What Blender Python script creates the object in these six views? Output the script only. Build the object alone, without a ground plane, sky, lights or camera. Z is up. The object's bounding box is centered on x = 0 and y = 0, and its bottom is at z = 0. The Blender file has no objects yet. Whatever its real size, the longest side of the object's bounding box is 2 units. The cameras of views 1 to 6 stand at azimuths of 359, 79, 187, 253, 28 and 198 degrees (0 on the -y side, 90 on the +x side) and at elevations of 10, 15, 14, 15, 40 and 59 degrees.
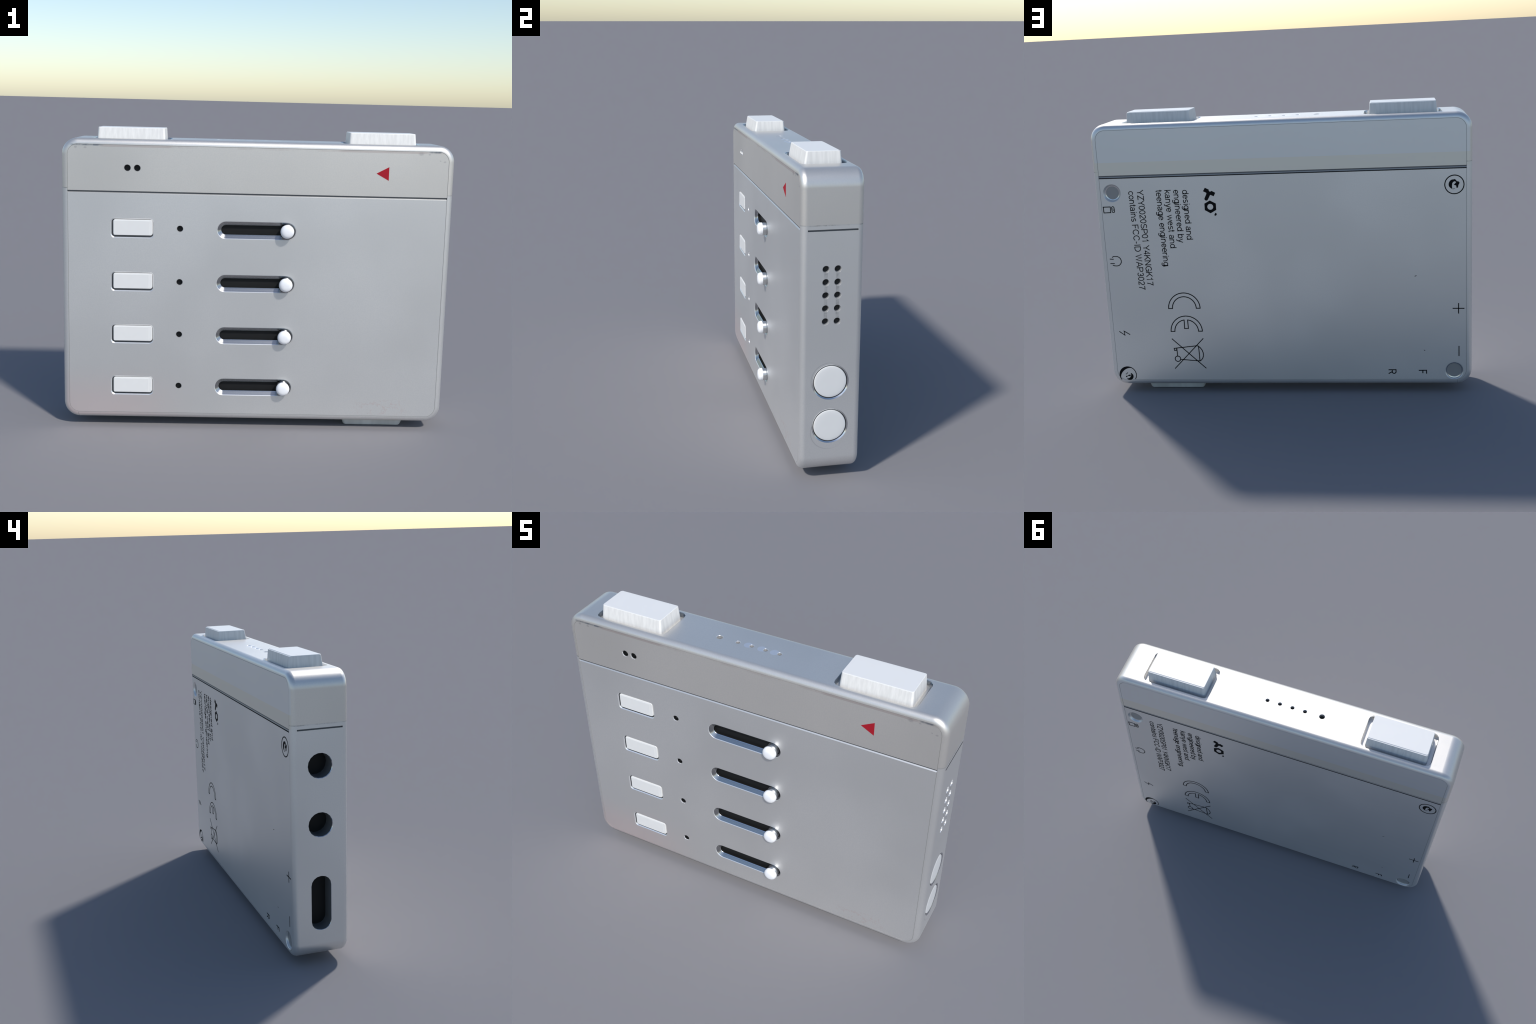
"""Silver pocket stem player: a flat aluminium block with white keys, sliders and printed back."""
import bpy, bmesh, math
from mathutils import Vector, Matrix

# ------------------------------------------------------------------ key sizes (metres)
HALF_W = 1.0                       # half width (x)
FRONT, BACK = -0.1225, 0.1708      # front and back planes (y)
BOTTOM, TOP = 0.0437, 1.5130       # underside and top of the metal block (z)
MID_Y = (FRONT + BACK) / 2
CORNER, FILLET = 0.083, 0.029      # big corner radius (x-z) and small edge fillet
ROWS = (1.0595, 0.7805, 0.5015, 0.2225)   # the four control rows (z)
SEAM = 1.2385                      # where upper and lower housing part

# ------------------------------------------------------------------ node helpers
class Nodes:
    def __init__(self, name):
        self.mat = bpy.data.materials.new(name)
        self.mat.use_nodes = True
        self.t = self.mat.node_tree
        self.b = self.t.nodes["Principled BSDF"]

    def new(self, kind, **kw):
        n = self.t.nodes.new("ShaderNode" + kind)
        for k, v in kw.items():
            setattr(n, k, v)
        return n

    def put(self, sock, v):
        if hasattr(v, "is_output"):
            self.t.links.new(v, sock)
        elif v is not None:
            sock.default_value = v

    def math(self, op, a, b=None, c=None):
        n = self.new("Math", operation=op)
        for s, v in zip(n.inputs, (a, b, c)):
            self.put(s, v)
        return n.outputs[0]

    def band(self, v, lo, hi, soft):
        """1 between lo and hi, falling off over soft"""
        a = self.ramp01(v, lo - soft, lo + soft)
        b = self.ramp01(v, hi + soft, hi - soft)
        return self.math("MULTIPLY", a, b)

    def ramp01(self, v, a, b):
        n = self.new("MapRange", interpolation_type="SMOOTHSTEP")
        lo, hi = (a, b) if a < b else (b, a)
        self.put(n.inputs[0], v)
        n.inputs[1].default_value, n.inputs[2].default_value = lo, hi
        n.inputs[3].default_value, n.inputs[4].default_value = (0, 1) if a < b else (1, 0)
        return n.outputs[0]

    def mix(self, f, a, b, blend="MIX"):
        n = self.new("Mix", data_type="RGBA", blend_type=blend)
        self.put(n.inputs[0], f)
        self.put(n.inputs[6], a if hasattr(a, "is_output") else (*a, 1))
        self.put(n.inputs[7], b if hasattr(b, "is_output") else (*b, 1))
        return n.outputs[2]

    def coords(self):
        tc = self.new("TexCoord")
        s = self.new("SeparateXYZ")
        self.t.links.new(tc.outputs["Object"], s.inputs[0])
        return tc.outputs["Object"], s.outputs[0], s.outputs[1], s.outputs[2]

    def noise(self, vec, scale, detail=4, rough=0.5, stretch=None):
        if stretch:
            m = self.new("Mapping")
            self.put(m.inputs["Vector"], vec)
            m.inputs["Scale"].default_value = stretch
            vec = m.outputs[0]
        n = self.new("TexNoise")
        self.put(n.inputs["Vector"], vec)
        n.inputs["Scale"].default_value, n.inputs["Detail"].default_value = scale, detail
        n.inputs["Roughness"].default_value = rough
        return n.outputs[0]

    def bump(self, h, strength, dist=0.001):
        n = self.new("Bump")
        n.inputs["Strength"].default_value, n.inputs["Distance"].default_value = strength, dist
        self.put(n.inputs["Height"], h)
        self.t.links.new(n.outputs[0], self.b.inputs["Normal"])


def aluminium():
    n = Nodes("blasted_aluminium")
    vec, x, y, z = n.coords()
    grain = n.noise(vec, 170, 3, 0.7)
    cloud = n.noise(vec, 1.5, 2, 0.4)
    blotch = n.noise(vec, 26, 4, 0.6)
    ax = n.math("ABSOLUTE", x)
    front = n.ramp01(y, FRONT + 0.008, FRONT + 0.002)
    back = n.ramp01(y, BACK - 0.008, BACK - 0.002)
    flank = n.ramp01(ax, 0.968, 0.972)
    col = n.mix(n.ramp01(cloud, 0.35, 0.65), (0.745, 0.737, 0.720), (0.822, 0.812, 0.792))
    col = n.mix(n.math("MULTIPLY", n.ramp01(grain, 0.3, 0.7), 0.35), col, (0.68, 0.685, 0.68))
    # the upper housing is a slightly warmer batch of metal; on the flanks it ends higher
    lip = n.math("MULTIPLY_ADD", flank, 0.019, 1.243)
    upper = n.math("GREATER_THAN", z, lip)
    col = n.mix(upper, col, n.mix(1.0, col, (0.995, 0.965, 0.925), "MULTIPLY"))
    # tan strip above the seam on the back
    strip = n.math("MULTIPLY", back, n.band(z, 1.241, 1.3105, 0.0008))
    col = n.mix(n.math("MULTIPLY", strip, 0.95), col, (0.77, 0.755, 0.69))
    plain = n.math("MULTIPLY", back, n.ramp01(z, 1.3097, 1.3113))
    col = n.mix(n.math("MULTIPLY", plain, 0.8), col, (0.76, 0.785, 0.80))
    # rosy baked reflection painted into the lower corner of the front
    rosy = n.math("MULTIPLY", n.ramp01(x, -0.25, -0.75), n.ramp01(z, 0.36, 0.10))
    rosy = n.math("MULTIPLY", n.math("MULTIPLY", rosy, front), n.ramp01(cloud, 0.05, 0.35))
    col = n.mix(n.math("MULTIPLY", rosy, 0.65), col, (0.82, 0.69, 0.67))
    # rubbed line under the top edge of the front, darker at one end, with specks below it
    edge = n.math("MULTIPLY", front, n.band(z, 1.4715, 1.4830, 0.0015))
    along = n.noise(vec, 5.0, 4, 0.6, (1, 0.1, 0.1))
    where = n.math("MAXIMUM", n.band(x, -0.80, -0.44, 0.02), n.band(x, 0.40, 0.86, 0.03))
    where = n.math("MAXIMUM", where, n.math("MULTIPLY", n.ramp01(along, 0.42, 0.62), 0.55))
    col = n.mix(n.math("MULTIPLY", n.math("MULTIPLY", edge, where), 0.50), col, (0.55, 0.45, 0.42))
    dark = n.math("MULTIPLY", n.math("MULTIPLY", front, n.band(z, 1.4755, 1.4845, 0.0015)), n.math("MAXIMUM", n.band(x, -0.95, -0.79, 0.01), n.band(x, 0.87, 0.93, 0.01)))
    col = n.mix(n.math("MULTIPLY", dark, n.math("MULTIPLY_ADD", n.ramp01(blotch, 0.4, 0.6), 0.5, 0.3)), col, (0.20, 0.23, 0.27))
    for sx, sz, sr in ((-0.927, 1.467, 0.007), (-0.879, 1.466, 0.007), (0.825, 1.471, 0.012), (0.868, 1.469, 0.006), (0.948, 1.432, 0.006), (0.925, 1.437, 0.004)):
        dx, dz = n.math("SUBTRACT", x, sx), n.math("SUBTRACT", z, sz)
        d = n.math("SQRT", n.math("ADD", n.math("MULTIPLY", dx, dx), n.math("MULTIPLY", dz, n.math("MULTIPLY", dz, 2.0))))
        d = n.math("ADD", d, n.math("MULTIPLY_ADD", n.noise(vec, 90, 2, 0.5), 0.008, -0.004))
        col = n.mix(n.math("MULTIPLY", n.math("MULTIPLY", n.ramp01(d, sr * 1.5, sr * 0.5), front), 0.38), col, (0.38, 0.35, 0.36))
    # faint rusty scratches near the lower corner of the front
    veins = n.noise(vec, 13, 5, 0.7)
    veins = n.band(veins, 0.487, 0.513, 0.006)
    veins = n.math("MULTIPLY", veins, n.band(x, 0.55, 0.80, 0.05))
    veins = n.math("MULTIPLY", veins, n.math("MULTIPLY", front, n.band(z, 0.085, 0.16, 0.015)))
    col = n.mix(n.math("MULTIPLY", veins, 0.26), col, (0.66, 0.44, 0.40))
    # grime line where the two housings meet on the flanks
    grime = n.math("MULTIPLY", flank, n.band(z, 1.2575, 1.2625, 0.002))
    gn = n.noise(vec, 22, 4, 0.6)
    grime = n.math("MULTIPLY", grime, n.math("MULTIPLY_ADD", n.ramp01(gn, 0.46, 0.64), 0.65, 0.15))
    col = n.mix(n.math("MULTIPLY", grime, 0.8), col, (0.30, 0.29, 0.27))
    # short dark line copied from a texture seam at one lower corner
    part = n.math("MULTIPLY", n.band(x, -0.9235, -0.9215, 0.0006), n.ramp01(z, 0.0725, 0.0715))
    col = n.mix(n.math("MULTIPLY", part, 0.7), col, (0.25, 0.26, 0.27))
    # smudges that join the grille holes, and baked shade painted as rings round the side keys
    flank_r = n.ramp01(x, 0.9985, 0.9995)
    cols = n.math("MAXIMUM", n.band(y, -0.0136, 0.0014, 0.002), n.band(y, 0.0425, 0.0575, 0.002))
    sm = n.math("MULTIPLY", n.math("MULTIPLY", cols, n.band(z, 0.81, 1.053, 0.004)), flank_r)
    sm = n.math("MULTIPLY", sm, n.math("MULTIPLY_ADD", n.ramp01(n.noise(vec, 40, 2, 0.5), 0.4, 0.6), 0.5, 0.3))
    col = n.mix(n.math("MULTIPLY", sm, 0.9), col, (0.42, 0.42, 0.41))
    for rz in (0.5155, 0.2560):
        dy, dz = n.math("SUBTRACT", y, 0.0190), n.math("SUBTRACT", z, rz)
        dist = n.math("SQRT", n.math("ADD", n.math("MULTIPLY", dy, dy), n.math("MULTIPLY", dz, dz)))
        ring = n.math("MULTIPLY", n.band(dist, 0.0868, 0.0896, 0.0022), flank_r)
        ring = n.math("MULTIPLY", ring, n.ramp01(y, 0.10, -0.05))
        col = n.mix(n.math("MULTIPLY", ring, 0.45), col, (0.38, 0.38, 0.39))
    # pale marks beside the lamps on top
    lid = n.ramp01(z, 1.5120, 1.5126)
    for rx in (0.0910, 0.0245, -0.0475):
        dx, dy = n.math("SUBTRACT", x, rx), n.math("SUBTRACT", y, 0.0240)
        dist = n.math("SQRT", n.math("ADD", n.math("MULTIPLY", dx, dx), n.math("MULTIPLY", dy, dy)))
        col = n.mix(n.math("MULTIPLY", n.math("MULTIPLY", n.ramp01(dist, 0.0225, 0.0205), lid), 0.55), col, (0.90, 0.92, 0.99))
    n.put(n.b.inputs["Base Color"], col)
    n.b.inputs["Metallic"].default_value = 0.80
    rough = n.math("MULTIPLY_ADD", blotch, 0.05, 0.405)
    n.put(n.b.inputs["Roughness"], rough)
    n.bump(grain, 0.12, 0.0006)
    return n.mat


def simple(name, colour, rough, metallic=0.0, grain=0.0, gscale=300, streak=0.0, spec=None, sscale=(45, 45, 1.5), wall=None):
    n = Nodes(name)
    vec, x, y, z = n.coords()
    col = None
    if streak:
        s = n.noise(vec, 1.0, 3, 0.6, sscale)
        dark = tuple(c * (1 - streak) for c in colour)
        s = n.ramp01(s, 0.35, 0.65)
        if wall is not None:           # the drawn streaks run on the walls only
            s = n.math("MAXIMUM", s, n.math("GREATER_THAN", z, wall))
        col = n.mix(s, dark, colour)
    else:
        s = n.noise(vec, 30, 3, 0.5)
        col = n.mix(s, tuple(c * 0.97 for c in colour), colour)
    n.put(n.b.inputs["Base Color"], col)
    n.b.inputs["Roughness"].default_value = rough
    n.b.inputs["Metallic"].default_value = metallic
    if spec is not None:
        n.b.inputs["Specular IOR Level"].default_value = spec
    if grain:
        n.bump(n.noise(vec, gscale, 2, 0.5), grain, 0.0006)
    return n.mat


ALU = aluminium()
POLISHED = simple("polished_cut_metal", (0.62, 0.63, 0.64), 0.20, 1.0)
SLOTWALL = simple("slot_wall_metal", (0.40, 0.405, 0.41), 0.24, 1.0)
CUT = simple("bright_cut_metal", (0.86, 0.865, 0.87), 0.30, 0.7)
SHADOW = simple("dark_gap", (0.13, 0.135, 0.14), 0.5, 0.3)
BLACK = simple("black_plastic", (0.011, 0.0115, 0.012), 0.5, spec=0.25)
SOCKET = simple("socket_lining", (0.14, 0.145, 0.15), 0.45)
WHITE = simple("white_plastic", (0.805, 0.798, 0.775), 0.40, grain=0.05, streak=0.11, sscale=(70, 70, 1.2), wall=0.0520)
KEY = simple("white_key", (0.775, 0.775, 0.762), 0.38, grain=0.08)
KNOB = simple("white_gloss", (0.90, 0.905, 0.92), 0.22)
FOOT = simple("pale_rubbery_plastic", (0.64, 0.66, 0.645), 0.42, streak=0.2, sscale=(9, 3, 0.2))
INK = simple("black_ink", (0.006, 0.006, 0.007), 0.7, spec=0.12)
GREYINK = simple("grey_scuff", (0.13, 0.12, 0.115), 0.6)
RED = simple("red_print", (0.37, 0.012, 0.024), 0.6, spec=0.15)
WASHER = simple("recess_floor_grey", (0.33, 0.328, 0.325), 0.5, 0.35)
BODY_MATS = [ALU, POLISHED, SHADOW, BLACK, SOCKET, WASHER, CUT, SLOTWALL]
A_, P_, S_, K_, L_, W_, C_, V_ = range(8)

# ------------------------------------------------------------------ mesh helpers
def circle(r, n=32, ca=0.0, cb=0.0):
    return [(ca + r * math.cos(2 * math.pi * i / n), cb + r * math.sin(2 * math.pi * i / n)) for i in range(n)]


def rrect(ha, hb, r, seg=6, ca=0.0, cb=0.0):
    """rounded rectangle, also a stadium when r equals the smaller half size"""
    pts = []
    for q, (sa, sb) in enumerate(((1, 1), (-1, 1), (-1, -1), (1, -1))):
        for i in range(seg + 1):
            t = (q + i / seg) * math.pi / 2
            pts.append((ca + sa * (ha - r) + r * math.cos(t), cb + sb * (hb - r) + r * math.sin(t)))
    return pts


def stadium(half, r, seg=8):
    return rrect(half + r + 1e-5, r + 1e-5, r, seg)


class Frame:
    """local a, b on a face and d measured inwards"""
    def __init__(self, o, a, b, d):
        self.o, self.a, self.b, self.d = map(Vector, (o, a, b, d))

    def at(self, a, b, d):
        return self.o + self.a * a + self.b * b + self.d * d


def front_at(x, z): return Frame((x, FRONT, z), (1, 0, 0), (0, 0, 1), (0, 1, 0))
def back_at(x, z): return Frame((x, BACK, z), (1, 0, 0), (0, 0, 1), (0, -1, 0))
def right_at(y, z): return Frame((HALF_W, y, z), (0, 1, 0), (0, 0, 1), (-1, 0, 0))
def left_at(y, z): return Frame((-HALF_W, y, z), (0, 1, 0), (0, 0, 1), (1, 0, 0))
def top_at(x, y): return Frame((x, y, TOP), (1, 0, 0), (0, 1, 0), (0, 0, -1))
def under_at(x, y): return Frame((x, y, BOTTOM), (1, 0, 0), (0, 1, 0), (0, 0, 1))


def loft(bm, frame, rings, mats=None, caps=(0, 0)):
    """rings: list of (outline, depth); mats: material index for each wall"""
    loops = [[bm.verts.new(frame.at(a, b, d)) for a, b in pts] for pts, d in rings]
    faces = []
    for k in range(len(loops) - 1):
        lo, hi, n = loops[k], loops[k + 1], len(loops[k])
        for i in range(n):
            f = bm.faces.new((lo[i], lo[(i + 1) % n], hi[(i + 1) % n], hi[i]))
            f.material_index = mats[k] if mats else 0
            faces.append(f)
    for lp, m in ((loops[0], caps[0]), (loops[-1], caps[1])):
        f = bm.faces.new(lp)
        f.material_index = m
        faces.append(f)
    bmesh.ops.recalc_face_normals(bm, faces=faces)
    return faces


def prism(bm, poly, axis_pts, mats, cap=0):
    """extrude a polygon given as 3D points from one end to the other"""
    a = [bm.verts.new(Vector(p) + Vector(axis_pts[0])) for p in poly]
    b = [bm.verts.new(Vector(p) + Vector(axis_pts[1])) for p in poly]
    n, faces = len(poly), []
    for i in range(n):
        f = bm.faces.new((a[i], a[(i + 1) % n], b[(i + 1) % n], b[i]))
        f.material_index = mats[i]
        faces.append(f)
    for lp in (a, b):
        f = bm.faces.new(lp)
        f.material_index = cap
        faces.append(f)
    bmesh.ops.recalc_face_normals(bm, faces=faces)


def add_object(name, mesh, parent=None, mats=()):
    o = bpy.data.objects.new(name, mesh)
    bpy.context.scene.collection.objects.link(o)
    o.parent = parent
    if mats and not len(mesh.materials):
        for m in mats:
            mesh.materials.append(m)
    return o


def finish(bm, name, parent, mats, angle=35, weighted=True, kind=None):
    me = bpy.data.meshes.new(name)
    bm.to_mesh(me)
    bm.free()
    o = add_object(name, me, parent, mats)
    smooth(o, angle, weighted)
    if kind:
        o["kind"] = kind
    return o


def smooth(o, angle=35, weighted=True):
    me = o.data
    me.polygons.foreach_set("use_smooth", [True] * len(me.polygons))
    me.set_sharp_from_angle(angle=math.radians(angle))
    if weighted:
        m = o.modifiers.new("weighted", "WEIGHTED_NORMAL")
        m.mode, m.weight, m.keep_sharp = "FACE_AREA", 100, True
        bake(o)


def bake(o):
    dg = bpy.context.evaluated_depsgraph_get()
    dg.update()
    new = bpy.data.meshes.new_from_object(o.evaluated_get(dg), preserve_all_data_layers=True, depsgraph=dg)
    old, nm = o.data, o.data.name
    o.modifiers.clear()
    o.data = new
    bpy.data.meshes.remove(old)
    new.name = nm


# ------------------------------------------------------------------ the thing
player = bpy.data.objects.new("portable_music_player", None)
bpy.context.scene.collection.objects.link(player)
player["label"] = "flat silver aluminium pocket player with white keys and four sliders"
player["category"] = "music player"

# ---- metal block: rounded outline lofted from front to back with filleted edges
def outline(inset):
    cz = (TOP + BOTTOM) / 2
    hz = (TOP - BOTTOM) / 2
    return rrect(HALF_W - inset, hz - inset, CORNER - inset, 14, 0, cz)


bm = bmesh.new()
depth = BACK - FRONT
arc = [(FILLET * (1 - math.sin(t)), FILLET * (1 - math.cos(t))) for t in [i * math.pi / 2 / 9 for i in range(10)]]
HAIR = [(0.0318, 0.0), (0.0315, 0.0016), (0.0301, 0.0016), (0.0298, 0.0)]   # hairline joint round the panel
half = HAIR + arc
rings = [(outline(i), d) for i, d in half] + [(outline(i), depth - d) for i, d in reversed(half)]
wall = [A_, W_, A_] + [A_] * 10
loft(bm, Frame((0, FRONT, 0), (1, 0, 0), (0, 0, 1), (0, 1, 0)), rings, wall + [A_] + wall[::-1], (A_, A_))
block = finish(bm, "block", None, BODY_MATS, weighted=False)

# ---- everything that is cut into the block
cut = bmesh.new()
SLOT_X, SLOT_HALF, SLOT_R = -0.0035, 0.1575, 0.0460
KNOB_X = 0.153
for z in ROWS:
    f = front_at(SLOT_X, z - 0.0005)
    loft(cut, f, [(stadium(SLOT_HALF, SLOT_R), -0.01), (stadium(SLOT_HALF, SLOT_R), 0.0004),
                  (stadium(SLOT_HALF, 0.0435), 0.0026), (stadium(SLOT_HALF, 0.0330), 0.0105),
                  (stadium(SLOT_HALF, 0.0262), 0.0150), (stadium(SLOT_HALF, 0.0240), 0.0180), (stadium(SLOT_HALF, 0.0238), 0.0450)],
         [C_, C_, V_, V_, P_, K_], (P_, K_))
    # lamp hole
    f = front_at(-0.397, z + 0.0015)
    loft(cut, f, [(circle(0.0168, 24), -0.01), (circle(0.0168, 24), 0.0002), (circle(0.0146, 24), 0.004), (circle(0.0138, 24), 0.020)],
         [C_, C_, V_], (P_, K_))
    # pocket of the white key
    f = front_at(-0.6408, z)
    loft(cut, f, [(rrect(0.1115, 0.0515, 0.022), -0.01), (rrect(0.1115, 0.0515, 0.022), 0.0003),
                  (rrect(0.1065, 0.0468, 0.018), 0.0045), (rrect(0.1060, 0.0463, 0.018), 0.014)],
         [C_, C_, P_], (P_, S_))
for x in (-0.6664, -0.6166):       # microphone holes
    loft(cut, front_at(x, 1.367), [(circle(0.0176, 24), -0.01), (circle(0.0176, 24), 0.0002), (circle(0.0153, 24), 0.004), (circle(0.0146, 24), 0.022)],
         [C_, C_, V_], (P_, K_))
for x in (0.1185, 0.0446, -0.0293, -0.1032):   # lamps on top
    loft(cut, top_at(x, 0.0238), [(circle(0.0125, 20), -0.01), (circle(0.0125, 20), 0.0002), (circle(0.0112, 20), 0.0014), (circle(0.0107, 20), 0.013)],
         [C_, C_, C_], (P_, K_))
loft(cut, top_at(-0.2031, 0.0237), [(circle(0.0170, 24), -0.01), (circle(0.0170, 24), 0.0002), (circle(0.0162, 24), 0.0012), (circle(0.0158, 24), 0.018)],
     [C_, C_, C_], (P_, K_))
TOP_KEYS = (-0.6525, 0.6350)
for x in TOP_KEYS:
    loft(cut, top_at(x + 0.001, MID_Y + 0.0005), [(rrect(0.2005, 0.1120, 0.034, 3), -0.01), (rrect(0.2005, 0.1120, 0.034, 3), 0.0002),
         (rrect(0.1975, 0.1090, 0.031, 3), 0.004), (rrect(0.1950, 0.1075, 0.030, 3), 0.026)], [P_, P_, P_], (P_, A_))
loft(cut, under_at(0.644, MID_Y), [(rrect(0.185, 0.104, 0.03, 4), -0.01), (rrect(0.182, 0.101, 0.03, 4), 0.02)], [P_], (P_, A_))
# speaker grille: two columns of five holes joined by shallow grooves
GRILLE_Z = [1.0566 - 0.0624 * i for i in range(5)]
for y in (-0.0056, 0.0505):
    for i, z in enumerate(GRILLE_Z):
        loft(cut, right_at(y, z), [(circle(0.0172, 20), -0.01), (circle(0.0172, 20), 0.0002), (circle(0.0155, 20), 0.003), (circle(0.0146, 20), 0.019)],
             [C_, C_, C_], (P_, K_))
# round side keys
SIDE_KEYS = (0.5080, 0.2862)
for z in SIDE_KEYS:
    loft(cut, right_at(MID_Y, z), [(circle(0.0885, 48), -0.01), (circle(0.0885, 48), 0.0002), (circle(0.0825, 48), 0.0045), (circle(0.0815, 48), 0.020)],
         [P_, P_, S_], (P_, S_))
# sockets on the other flank
for z in (1.0541, 0.7551):
    loft(cut, left_at(MID_Y + 0.0007, z), [(circle(0.0645, 18), -0.01), (circle(0.0645, 18), 0.0002), (circle(0.0622, 18), 0.0030), (circle(0.0610, 18), 0.079)],
         [P_, P_, L_], (P_, K_))
loft(cut, left_at(MID_Y + 0.0005, 0.3420), [(rrect(0.0532, 0.1455, 0.050, 4), -0.01), (rrect(0.0532, 0.1455, 0.050, 4), 0.0002),
     (rrect(0.0520, 0.1443, 0.049, 4), 0.0018), (rrect(0.0510, 0.1433, 0.048, 4), 0.078)], [P_, P_, L_], (P_, K_))
# screw wells on the back
for x, z, r in ((0.905, 1.146, 0.0345), (-0.906, 0.1235, 0.0380)):
    loft(cut, back_at(x, z), [(circle(0.0490, 30), -0.01), (circle(0.0490, 30), 0.0002), (circle(0.0465, 30), 0.0020), (circle(r + 0.006, 30), 0.0105), (circle(r + 0.001, 30), 0.0118), (circle(r, 30), 0.0120)],
         [A_, A_, A_, P_, W_], (P_, W_))
# joint between the housings: long grooves front and back, short ones on the flanks
LONG = ((-0.9700, 0, 0), (0.9700, 0, 0))
prism(cut, [(0, FRONT - 0.01, 1.2495), (0, FRONT + 0.0048, 1.2490), (0, FRONT + 0.0048, 1.2405), (0, FRONT + 0.0002, 1.2358), (0, FRONT - 0.01, 1.2358)],
      LONG, [S_, S_, A_, A_, A_], S_)
prism(cut, [(0, BACK + 0.01, 1.2415), (0, BACK - 0.0030, 1.2410), (0, BACK - 0.0030, 1.2345), (0, BACK - 0.0012, 1.2290),
            (0, BACK - 0.0075, 1.2290), (0, BACK - 0.0075, 1.2240), (0, BACK + 0.01, 1.2240)],
      LONG, [S_, S_, W_, K_, K_, K_, A_], S_)
for s in (-1, 1):
    o = s * HALF_W
    prism(cut, [(o + s * 0.01, 0, 1.2417), (o - s * 0.007, 0, 1.2412), (o - s * 0.007, 0, 1.2340), (o + s * 0.01, 0, 1.2328)],
          ((0, -0.0925, 0), (0, 0.1415, 0)), [S_, S_, P_, A_], S_)

me = bpy.data.meshes.new("cutters")
cut.to_mesh(me)
cut.free()
cutter = add_object("cutters", me, None, BODY_MATS)
m = block.modifiers.new("cut", "BOOLEAN")
m.operation, m.solver, m.object, m.material_mode = "DIFFERENCE", "EXACT", cutter, "TRANSFER"
bake(block)
bpy.data.objects.remove(cutter)

# ---- split the block at the seam into its two housings
def half_block(name, keep_upper):
    b = bmesh.new()
    b.from_mesh(block.data)
    geom = list(b.verts) + list(b.edges) + list(b.faces)
    bmesh.ops.bisect_plane(b, geom=geom, plane_co=(0, 0, SEAM), plane_no=(0, 0, 1), dist=1e-6,
                           clear_inner=keep_upper, clear_outer=not keep_upper)
    return finish(b, name, player, list(block.data.materials), 33)


upper = half_block("upper_housing", True)
lower = half_block("lower_housing", False)
bpy.data.objects.remove(block)

# ------------------------------------------------------------------ white keys
def copies(o, places):
    for p in places:
        c = o.copy()
        c.location = p
        bpy.context.scene.collection.objects.link(c)


# top keys: tapered bars with a chamfer line along the back edge
bm = bmesh.new()
KEY_TOP = 0.0548
TA, TB, TY = 0.1690, 0.0785, 0.0240
def keyring(g, r, back=0.0, fore=0.0): return rrect(TA + g, TB + g + (back + fore) / 2, r, 4, 0, (back - fore) / 2)
loft(bm, Frame((0, TY, 0), (1, 0, 0), (0, 1, 0), (0, 0, 1)),
     [(keyring(0.0066, 0.012, 0.005, 0.008), -0.0255), (keyring(0.0042, 0.011, 0.007, 0.007), 0.0), (keyring(0.0008, 0.010, 0.006, 0.002), KEY_TOP - 0.0058),
      (keyring(0.0003, 0.0095, 0.0055, 0.0016), KEY_TOP - 0.0030), (keyring(0.0001, 0.0095, 0.0, 0.0014), KEY_TOP - 0.0022), (keyring(-0.0002, 0.009, 0.0, 0.0010), KEY_TOP - 0.0010), (keyring(-0.0014, 0.008), KEY_TOP)])
top_key = finish(bm, "top_button", player, [WHITE], 25)
top_key.location = (TOP_KEYS[0], 0, TOP)
copies(top_key, [(TOP_KEYS[1], 0, TOP)])
# foot key under the block
bm = bmesh.new()
loft(bm, Frame((0.6465, MID_Y, 0), (1, 0, 0), (0, 1, 0), (0, 0, 1)),
     [(rrect(0.1500, 0.0740, 0.012, 4), 0.0), (rrect(0.1545, 0.0775, 0.014, 4), 0.0045), (rrect(0.1690, 0.0890, 0.020, 4), 0.0440), (rrect(0.1700, 0.0900, 0.020, 4), 0.0600)])
finish(bm, "bottom_button", player, [FOOT], 30)

# four front keys, bevelled most on the right end
bm = bmesh.new()
def pad(l, r, lo, hi, rad): return rrect((r - l) / 2, (hi - lo) / 2, rad, 3, (l + r) / 2, (lo + hi) / 2)
loft(bm, Frame((0, 0, 0), (1, 0, 0), (0, 0, 1), (0, 1, 0)),
     [(pad(-0.7355, -0.5560, -0.0365, 0.0370, 0.004), -0.0055), (pad(-0.7365, -0.5530, -0.0368, 0.0378, 0.005), -0.0048),
      (pad(-0.7375, -0.5400, -0.0374, 0.0420, 0.008), -0.0042), (pad(-0.7390, -0.5370, -0.0380, 0.0432, 0.011), -0.0010),
      (pad(-0.7395, -0.5362, -0.0384, 0.0435, 0.012), 0.0080)])
key = finish(bm, "track_button", player, [KEY], 12)
key.location = (0, FRONT + 0.0042, ROWS[0] + 0.0010)
copies(key, [(0, FRONT + 0.0042, z + 0.0010) for z in ROWS[1:]])

# slider beds and knobs
bm = bmesh.new()
loft(bm, Frame((SLOT_X, FRONT, 0), (1, 0, 0), (0, 0, 1), (0, 1, 0)), [(stadium(SLOT_HALF, 0.0245), 0.0315), (stadium(SLOT_HALF, 0.0245), 0.043)])
bed = finish(bm, "slider_track", player, [BLACK], 30)
bed.location = (0, 0, ROWS[0] - 0.0005)
copies(bed, [(0, 0, z - 0.0005) for z in ROWS[1:]])


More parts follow.
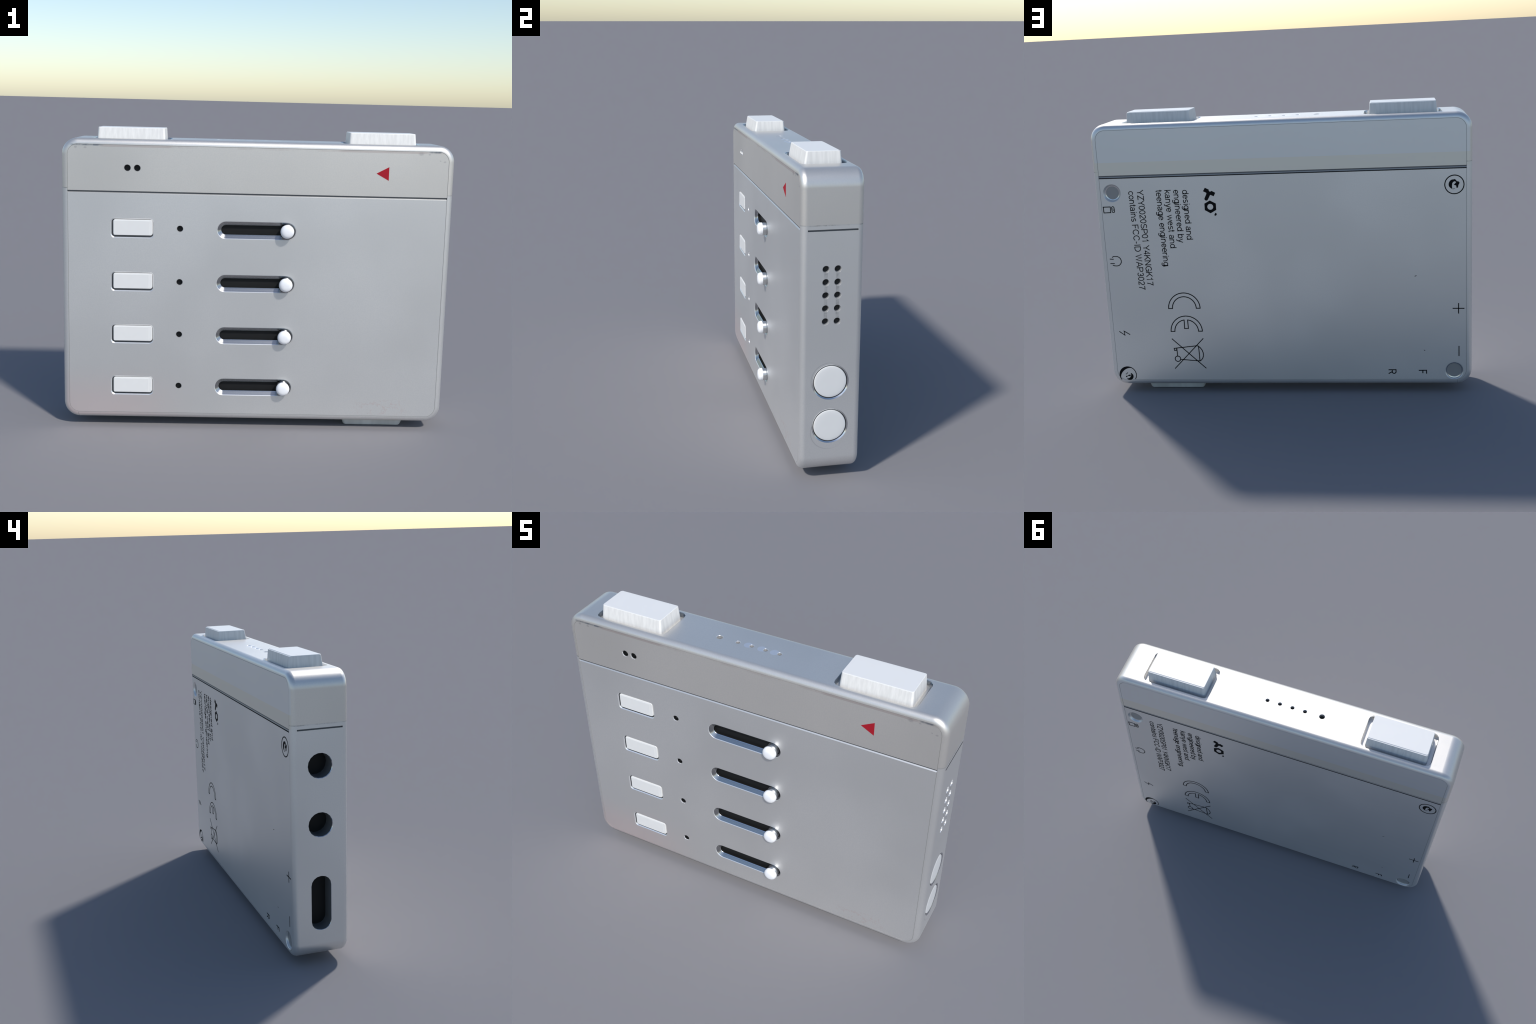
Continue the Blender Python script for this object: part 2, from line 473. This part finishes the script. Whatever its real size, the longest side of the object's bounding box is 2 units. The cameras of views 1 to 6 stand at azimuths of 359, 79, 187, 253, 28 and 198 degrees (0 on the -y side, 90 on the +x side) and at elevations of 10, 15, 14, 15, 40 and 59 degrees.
def lathe(profile, n=40):
    """profile: (radius, depth) from the tip inwards; axis along y"""
    b = bmesh.new()
    loft(b, Frame((0, 0, 0), (1, 0, 0), (0, 0, 1), (0, 1, 0)), [(circle(r, n), d) for r, d in profile])
    return b


TIP = -0.1706
knob_places = [(KNOB_X, 0, z + 0.0008) for z in ROWS]
R = 0.0352
dome = [(R * 0.12, 0.0)] + [(R * math.sin(t) ** 0.62, 0.0195 * (1 - math.cos(t))) for t in [math.radians(a) for a in (12, 24, 36, 48, 60, 72, 84, 90)]]
cap = finish(lathe([(r, TIP + d) for r, d in dome] + [(R, TIP + 0.026), (R - 0.002, TIP + 0.0265)]), "knob_cap", None, [KNOB], 40)
stem = finish(lathe([(R - 0.003, TIP + 0.0255), (R - 0.0008, TIP + 0.0262), (R - 0.0010, TIP + 0.056), (R * 0.66, TIP + 0.0630), (R * 0.64, TIP + 0.0840)]), "knob_stem", None, [POLISHED], 40)
for i, p in enumerate(knob_places):
    k = bpy.data.objects.new("slider_knob", None)
    bpy.context.scene.collection.objects.link(k)
    k.parent, k.location = player, p
    for src in (cap, stem):
        c = src if i == 0 else src.copy()
        if i:
            bpy.context.scene.collection.objects.link(c)
        c.parent = k

# round side keys
bm = bmesh.new()
loft(bm, Frame((HALF_W, MID_Y, 0), (0, 1, 0), (0, 0, 1), (-1, 0, 0)),
     [(circle(0.0400, 48), 0.0004), (circle(0.0640, 48), 0.0008), (circle(0.0735, 48), 0.0016), (circle(0.0768, 48), 0.0026), (circle(0.0782, 48), 0.0048), (circle(0.0785, 48), 0.019)])
side = finish(bm, "side_button", player, [KEY], 30)
side.location = (0, 0, SIDE_KEYS[0])
copies(side, [(0, 0, SIDE_KEYS[1])])

# ------------------------------------------------------------------ printed marks
def flat_ink(name, parts, mat, at_back=True, lift=0.0007):
    """parts: closed outlines (x, z) or (outer, hole) ring pairs given as quads strips"""
    b = bmesh.new()
    y0 = BACK if at_back else FRONT
    s = 1 if at_back else -1
    for quads in parts:
        for q in quads:
            lo = [b.verts.new((x, y0 - s * 0.0006, z)) for x, z in q]
            hi = [b.verts.new((x, y0 + s * lift, z)) for x, z in q]
            n = len(q)
            fs = [b.faces.new(hi)] + [b.faces.new((lo[i], lo[(i + 1) % n], hi[(i + 1) % n], hi[i])) for i in range(n)]
            bmesh.ops.recalc_face_normals(b, faces=fs)
    bmesh.ops.remove_doubles(b, verts=b.verts, dist=1e-6)
    me = bpy.data.meshes.new(name)
    b.to_mesh(me)
    b.free()
    return add_object(name, me, lower if at_back else upper, [mat])


def stroke(pts, width=0.0052, closed=False):
    """polyline as a strip of mitred quads; width may vary per point"""
    P = [Vector(p) for p in pts]
    n = len(P)
    ws = width if isinstance(width, (list, tuple)) else [width] * n
    side = []
    for i in range(n):
        a = P[i - 1] if (i or closed) else None
        c = P[(i + 1) % n] if (i < n - 1 or closed) else None
        d1 = (P[i] - a).normalized() if a is not None else None
        d2 = (c - P[i]).normalized() if c is not None else None
        d1, d2 = d1 or d2, d2 or d1
        t = (d1 + d2)
        t = t.normalized() if t.length > 1e-6 else d2
        nrm = Vector((-t.y, t.x))
        k = max(0.45, abs(nrm.dot(Vector((-d2.y, d2.x)))))
        side.append((P[i] + nrm * ws[i] / 2 / k, P[i] - nrm * ws[i] / 2 / k))
    m = n if closed else n - 1
    return [[tuple(side[i][0]), tuple(side[(i + 1) % n][0]), tuple(side[(i + 1) % n][1]), tuple(side[i][1])] for i in range(m)]


def arc_pts(cx, cz, r, a0, a1, n=20, rz=None):
    rz = rz or r
    return [(cx + r * math.cos(math.radians(a0 + (a1 - a0) * i / n)), cz + rz * math.sin(math.radians(a0 + (a1 - a0) * i / n))) for i in range(n + 1)]


def ring_fill(outer, inner):
    n = len(outer)
    return [[outer[i], outer[(i + 1) % n], inner[(i + 1) % n], inner[i]] for i in range(n)]


def sides(p, q, n):
    return [(p[0] + (q[0] - p[0]) * i / n, p[1] + (q[1] - p[1]) * i / n) for i in range(n)]


# maker's bolt-and-nut sign
bolt = [(0.4059, 1.1432), (0.3947, 1.1616), (0.3745, 1.1515), (0.3745, 1.1462), (0.3720, 1.1420), (0.3680, 1.1395), (0.3640, 1.1415),
        (0.3600, 1.1440), (0.3403, 1.1330), (0.3500, 1.1145), (0.3670, 1.1225), (0.3690, 1.1215), (0.3820, 1.0980), (0.3850, 1.0940),
        (0.3905, 1.0920), (0.3965, 1.0935), (0.4005, 1.0980), (0.4010, 1.1030), (0.3885, 1.1290), (0.3890, 1.1345)]
hexa = [(0.3727, 1.0925), (0.3411, 1.0750), (0.3411, 1.0405), (0.3722, 1.0230), (0.4030, 1.0410), (0.4030, 1.0762)]
outer = [p for i in range(6) for p in sides(hexa[i], hexa[(i + 1) % 6], 6)]
a0 = math.degrees(math.atan2(hexa[0][1] - 1.0580, hexa[0][0] - 0.3722))
inner = [(0.3722 + 0.0160 * math.cos(math.atan2(p[1] - 1.0580, p[0] - 0.3722)), 1.0580 + 0.0160 * math.sin(math.atan2(p[1] - 1.0580, p[0] - 0.3722))) for p in outer]
dot = arc_pts(0.3478, 1.0172, 0.0078, 95, 320, 14)
flat_ink("maker_sign", [[bolt], ring_fill(outer, inner), [dot]], INK)

# conformity letters in outline
def big_c(cx, cz, ro=0.0885, ri=0.0668, bar=False):
    outl = arc_pts(cx, cz, ro, 0, 180, 26)
    if not bar:
        return [stroke(outl + arc_pts(cx, cz, ri, 180, 0, 22), 0.0050, True)]
    sweep = arc_pts(cx, cz, ri, 81, 0, 11) + outl + arc_pts(cx, cz, ri, 180, 99, 11)
    t, u = 0.0100, 0.0104                             # half width of the middle bar, top and foot
    return [stroke(sweep, 0.0050), stroke([(cx - t, cz + 0.0680), (cx - u, cz + 0.0163), (cx + u, cz + 0.0163), (cx + t, cz + 0.0680)], 0.0050)]
flat_ink("conformity_letter", big_c(0.5563, 0.4935), INK)
flat_ink("conformity_letter", big_c(0.5531, 0.3605, bar=True), INK)

# crossed-out bin lying on its side
w = 0.0048
flat_ink("crossed_bin_sign", [
    stroke([(0.6410, 0.3180), (0.4573, 0.1417)], w), stroke([(0.4627, 0.3185), (0.6361, 0.1408)], w),
    stroke([(0.6325, 0.2608), (0.6312, 0.2488), (0.6185, 0.2498), (0.6175, 0.2600)], w),
    stroke([(0.6340, 0.2606), (0.5043, 0.2750), (0.4927, 0.2735)], w),
    stroke([(0.4927, 0.2745), (0.4905, 0.1865)], w),
    stroke([(0.4965, 0.2745), (0.4840, 0.2640), (0.4740, 0.2490), (0.4690, 0.2330), (0.4685, 0.2180), (0.4730, 0.2030), (0.4810, 0.1920), (0.4895, 0.1862)], w),
    stroke([(0.4890, 0.1855), (0.5060, 0.1870), (0.5986, 0.1951)], w),
    stroke([(0.6172, 0.2600), (0.6160, 0.2154)], w),
    stroke(arc_pts(0.6154, 0.1991, 0.0158, 0, 342, 19), w, True)], INK)
flat_ink("charge_sign", [stroke([(0.9380, 0.3634), (0.9075, 0.3405), (0.9105, 0.3645), (0.8772, 0.3438)], 0.0044)], INK)
flat_ink("headphone_sign", [
    stroke([(0.9385, 0.7905), (0.9280, 0.7960)] + arc_pts(0.9150, 0.7685, 0.0268, 85, 275, 14) + [(0.9280, 0.7425), (0.9385, 0.7470)], 0.0044),
    stroke([(0.9521, 0.7815), (0.9300, 0.7800)], 0.0044), stroke([(0.9509, 0.7557), (0.9260, 0.7550)], 0.0044)], INK)
flat_ink("card_sign", [stroke([(0.9605, 1.0715), (0.9215, 1.0715), (0.9210, 1.0400), (0.9590, 1.0395)], 0.0046, True),
                       stroke(arc_pts(0.9075, 1.0660, 0.0068, 0, 180, 8) + arc_pts(0.9060, 1.0470, 0.0068, 180, 360, 8), 0.0042, True),
                       stroke([(0.9075, 1.0645), (0.9062, 1.0485)], 0.0032)], INK)
flat_ink("plus_sign", [stroke([(-0.8973, 0.4762), (-0.9592, 0.4756)]), stroke([(-0.9286, 0.5053), (-0.9286, 0.4467)])], INK)
flat_ink("minus_sign", [stroke([(-0.9305, 0.2647), (-0.9305, 0.2070)], 0.0048)], INK)
# round corner marks: baked reflections on screws, copied as flat black shapes
GLYPH = [(-30, 2), (-27, 12), (-21, 20), (-13, 24.5), (-4, 25), (2, 27), (7, 22), (12, 15), (20, 14), (25.5, 9), (24, 2), (20, -4), (19, -11),
         (17.5, -18), (13, -19.5), (8.5, -17), (9.5, -10), (6, -6), (0, -4.5), (-4, -3), (1.5, 2.5), (8, 9), (4.5, 14), (-1, 14.8), (-7, 11), (-11, 5), (-12.5, -5),
         (-12.5, -15), (-10.5, -25), (-17, -21.5), (-25, -15), (-29, -8)]
ex, ez, k = -0.9085, 1.1430, 0.00100
flat_ink("baked_screw_mark", [stroke(arc_pts(-0.9080, 1.1417, 0.0485, 0, 354, 59), 0.0052, True),
                          [[(ex - a * k, ez + b * k) for a, b in GLYPH]],
                          stroke([(ex + 9 * k, ez - 26 * k), (ex - 2 * k, ez - 21 * k)], 0.0022)], INK)
cx, cz = 0.9110, 0.1045
def seen(a, b): return (cx - a, cz + b)          # a runs to the right as seen from behind
ring, ws = [], []
for i in range(61):
    t = -42 + 277 * i / 60
    wd = 0.0042 + 0.0125 * max(0.0, math.sin(math.radians((t - 62) * 180 / 140))) if 62 < t < 202 else 0.0042
    rr = 0.0480 - (wd - 0.0042) / 2
    ring.append(seen(rr * math.cos(math.radians(t)), rr * math.sin(math.radians(t))))
    ws.append(wd)
keep = [i for i, p in enumerate(ring) if p[1] > 0.0755]
cres = [seen(0.0030 + a, -0.0055 + b) for a, b in arc_pts(0, 0, 0.0205, -122, 50, 20)]
cw = [0.002 + 0.0145 * math.sin(math.pi * i / 20) for i in range(21)]
flat_ink("baked_screw_mark", [stroke([ring[i] for i in keep], [ws[i] for i in keep]), stroke(cres, cw),
                          stroke([seen(-0.004, -0.006), seen(0.005, -0.004), seen(0.014, -0.004)], [0.002, 0.0075, 0.010]),
                          stroke([seen(-0.013, 0.004), seen(-0.007, 0.006)], 0.0045), stroke([seen(-0.005, 0.008), seen(-0.001, 0.013)], 0.0045),
                          [[seen(-0.009 + a, -0.0105 + b) for a, b in arc_pts(0, 0, 0.0044, 0, 330, 11)]]], INK)
# wear marks
flat_ink("scuff", [stroke([(-0.6990, 0.6560), (-0.7045, 0.6576), (-0.7120, 0.6600)], [0.0012, 0.0042, 0.0010])], INK, lift=0.0004)
flat_ink("scuff", [stroke([(-0.7440, 0.2435), (-0.7483, 0.2403), (-0.7515, 0.2375)], [0.0015, 0.0050, 0.0015])], GREYINK, lift=0.0004)
flat_ink("direction_arrow", [[[(0.6004, 1.3665), (0.6648, 1.4006), (0.6648, 1.3309)]]], RED, at_back=False)


# plain grotesque lettering: every glyph is a few pen strokes on a cap height of 1
def el(cx, cy, rx, ry, a0, a1, n=12): return arc_pts(cx, cy, rx, a0, a1, n, ry)
X = 0.74                                           # x-height
BOWL = el(0.30, X / 2, 0.245, X / 2 - 0.05, 0, 345, 23)
TAIL = [(0.55, X), (0.55, -0.06)] + el(0.31, -0.06, 0.24, 0.19, 0, -150, 10)
GLYPHS = {                                         # advance, strokes, (closed strokes)
    "a": (0.66, [el(0.29, 0.54, 0.21, 0.15, 165, 0) + [(0.50, 0.12), (0.53, 0.04), (0.59, 0.04)], [(0.50, 0.44), (0.30, 0.40)] + el(0.24, 0.22, 0.19, 0.17, 100, 300) + [(0.44, 0.12), (0.50, 0.24)]]),
    "b": (0.68, [[(0.07, 0), (0.07, 1)], el(0.32, X / 2, 0.24, X / 2 - 0.05, 0, 345, 23)]),
    "c": (0.60, [el(0.31, X / 2, 0.25, X / 2 - 0.05, 38, 322, 18)]),
    "d": (0.68, [[(0.55, 0), (0.55, 1)], BOWL]),
    "e": (0.66, [[(0.06, 0.39), (0.56, 0.39)] + el(0.31, X / 2, 0.25, X / 2 - 0.05, 5, 318, 20)]),
    "g": (0.68, [BOWL, TAIL]),
    "i": (0.28, [[(0.12, 0), (0.12, X)], [(0.12, 0.88), (0.12, 1)]]),
    "k": (0.60, [[(0.07, 0), (0.07, 1)], [(0.50, X), (0.08, 0.28)], [(0.22, 0.43), (0.54, 0)]]),
    "n": (0.66, [[(0.07, 0), (0.07, X)], [(0.07, 0.38)] + el(0.29, 0.44, 0.22, 0.25, 170, 0) + [(0.51, 0)]]),
    "o": (0.66, [BOWL]),
    "r": (0.42, [[(0.07, 0), (0.07, X)], [(0.07, 0.36)] + el(0.34, 0.40, 0.27, 0.29, 175, 88, 7)]),
    "s": (0.58, [el(0.27, 0.54, 0.19, 0.15, 25, 230, 12) + [(0.30, 0.365)] + el(0.27, 0.20, 0.21, 0.15, 50, -160, 12)]),
    "t": (0.36, [[(0.15, 0.95), (0.15, 0.15), (0.19, 0.06), (0.31, 0.05)], [(0.01, X - 0.05), (0.30, X - 0.05)]]),
    "w": (0.88, [[(0.03, X), (0.22, 0.05), (0.42, X - 0.05), (0.62, 0.05), (0.81, X)]]),
    "y": (0.60, [[(0.04, X), (0.29, 0.04)], [(0.54, X), (0.26, -0.12), (0.19, -0.23), (0.06, -0.24)]]),
    "A": (0.80, [[(0.03, 0), (0.38, 1), (0.73, 0)], [(0.16, 0.34), (0.60, 0.34)]]),
    "C": (0.86, [el(0.43, 0.5, 0.36, 0.45, 35, 325, 20)]),
    "D": (0.86, [[(0.09, 0.05), (0.09, 0.95), (0.36, 0.95)] + el(0.36, 0.5, 0.38, 0.45, 85, -85, 16) + [(0.36, 0.05), (0.07, 0.05)]]),
    "F": (0.72, [[(0.09, 0), (0.09, 0.95), (0.64, 0.95)], [(0.09, 0.50), (0.56, 0.50)]]),
    "G": (0.90, [el(0.43, 0.5, 0.36, 0.45, 38, 318, 20) + [(0.76, 0.12)], [(0.44, 0.48), (0.78, 0.48), (0.78, 0.0)]]),
    "I": (0.32, [[(0.14, 0), (0.14, 1)]]),
    "K": (0.80, [[(0.09, 0), (0.09, 1)], [(0.70, 1), (0.10, 0.36)], [(0.32, 0.58), (0.73, 0)]]),
    "N": (0.86, [[(0.09, 0), (0.09, 1)], [(0.09, 0.97), (0.70, 0.03)], [(0.70, 0), (0.70, 1)]]),
    "P": (0.78, [[(0.09, 0), (0.09, 0.95), (0.40, 0.95)] + el(0.40, 0.70, 0.27, 0.25, 85, -85, 12) + [(0.40, 0.45), (0.10, 0.45)]]),
    "R": (0.84, [[(0.09, 0), (0.09, 0.95), (0.42, 0.95)] + el(0.42, 0.71, 0.27, 0.24, 85, -85, 12) + [(0.42, 0.47), (0.10, 0.47)], [(0.40, 0.47), (0.72, 0)]]),
    "S": (0.78, [el(0.37, 0.73, 0.27, 0.22, 25, 235, 14) + [(0.38, 0.50)] + el(0.37, 0.26, 0.30, 0.21, 60, -165, 14)]),
    "W": (1.08, [[(0.03, 1), (0.27, 0.05), (0.51, 0.95), (0.75, 0.05), (0.99, 1)]]),
    "Y": (0.78, [[(0.03, 1), (0.38, 0.42), (0.73, 1)], [(0.38, 0.44), (0.38, 0)]]),
    "Z": (0.74, [[(0.07, 0.95), (0.64, 0.95), (0.06, 0.05), (0.67, 0.05)]]),
    "0": (0.66, [el(0.30, 0.5, 0.245, 0.45, 0, 345, 23)]),
    "1": (0.66, [[(0.10, 0.74), (0.26, 0.80), (0.35, 1.0), (0.35, 0)]]),
    "2": (0.66, [el(0.30, 0.70, 0.23, 0.25, 165, -30, 12) + [(0.12, 0.18), (0.07, 0.05), (0.55, 0.05)]]),
    "3": (0.66, [el(0.30, 0.72, 0.21, 0.23, 160, -70, 12) + [(0.26, 0.52)], [(0.26, 0.52)] + el(0.29, 0.27, 0.245, 0.22, 80, -160, 12)]),
    "4": (0.66, [[(0.44, 0), (0.44, 0.97), (0.05, 0.28), (0.58, 0.28)]]),
    "7": (0.66, [[(0.05, 0.94), (0.56, 0.94), (0.34, 0.50), (0.22, 0.0)]]),
    "-": (0.44, [[(0.05, 0.38), (0.35, 0.38)]]), " ": (0.34, [])}
CLOSED = ("d", "b", "o", "g", "0")


def printed(body, base_x, top_z, length, height, tilt=1.4, name="printed_line", pen=0.122):
    """a line of lettering that runs down the back, letter tops towards -x"""
    total = sum(GLYPHS[c][0] for c in body) - 0.08
    sx = length / total
    c, s = math.cos(math.radians(tilt)), math.sin(math.radians(tilt))

    def place(u, t): return (base_x - t * height * c - u * sx * s, top_z - u * sx * c + t * height * s)
    parts, at = [], 0.0
    for ch in body:
        adv, strokes = GLYPHS[ch]
        for st in strokes:
            loop = ch in CLOSED and len(st) == 24
            parts.append(stroke([place(at + u, t) for u, t in st], pen * height, loop))
        at += adv
    return flat_ink(name, parts, INK)


EM = 0.0345
printed("designed and", 0.5192, 1.1530, 0.2720, EM)
printed("engineered by", 0.5675, 1.1550, 0.2880, EM)
printed("kanye west and", 0.6155, 1.1555, 0.3200, EM)
printed("teenage engineering", 0.6630, 1.1570, 0.4210, EM)
printed("YZY0020SP01 Y4KNGK17", 0.7665, 1.1590, 0.5310, EM)
printed("contains FCC-ID WAP3027", 0.8145, 1.1545, 0.5500, EM)
printed("R", -0.5527, 0.1325, 0.0265, 0.0425, 0.5, "printed_letter")
printed("F", -0.7155, 0.1290, 0.0230, 0.0440, 0.5, "printed_letter")
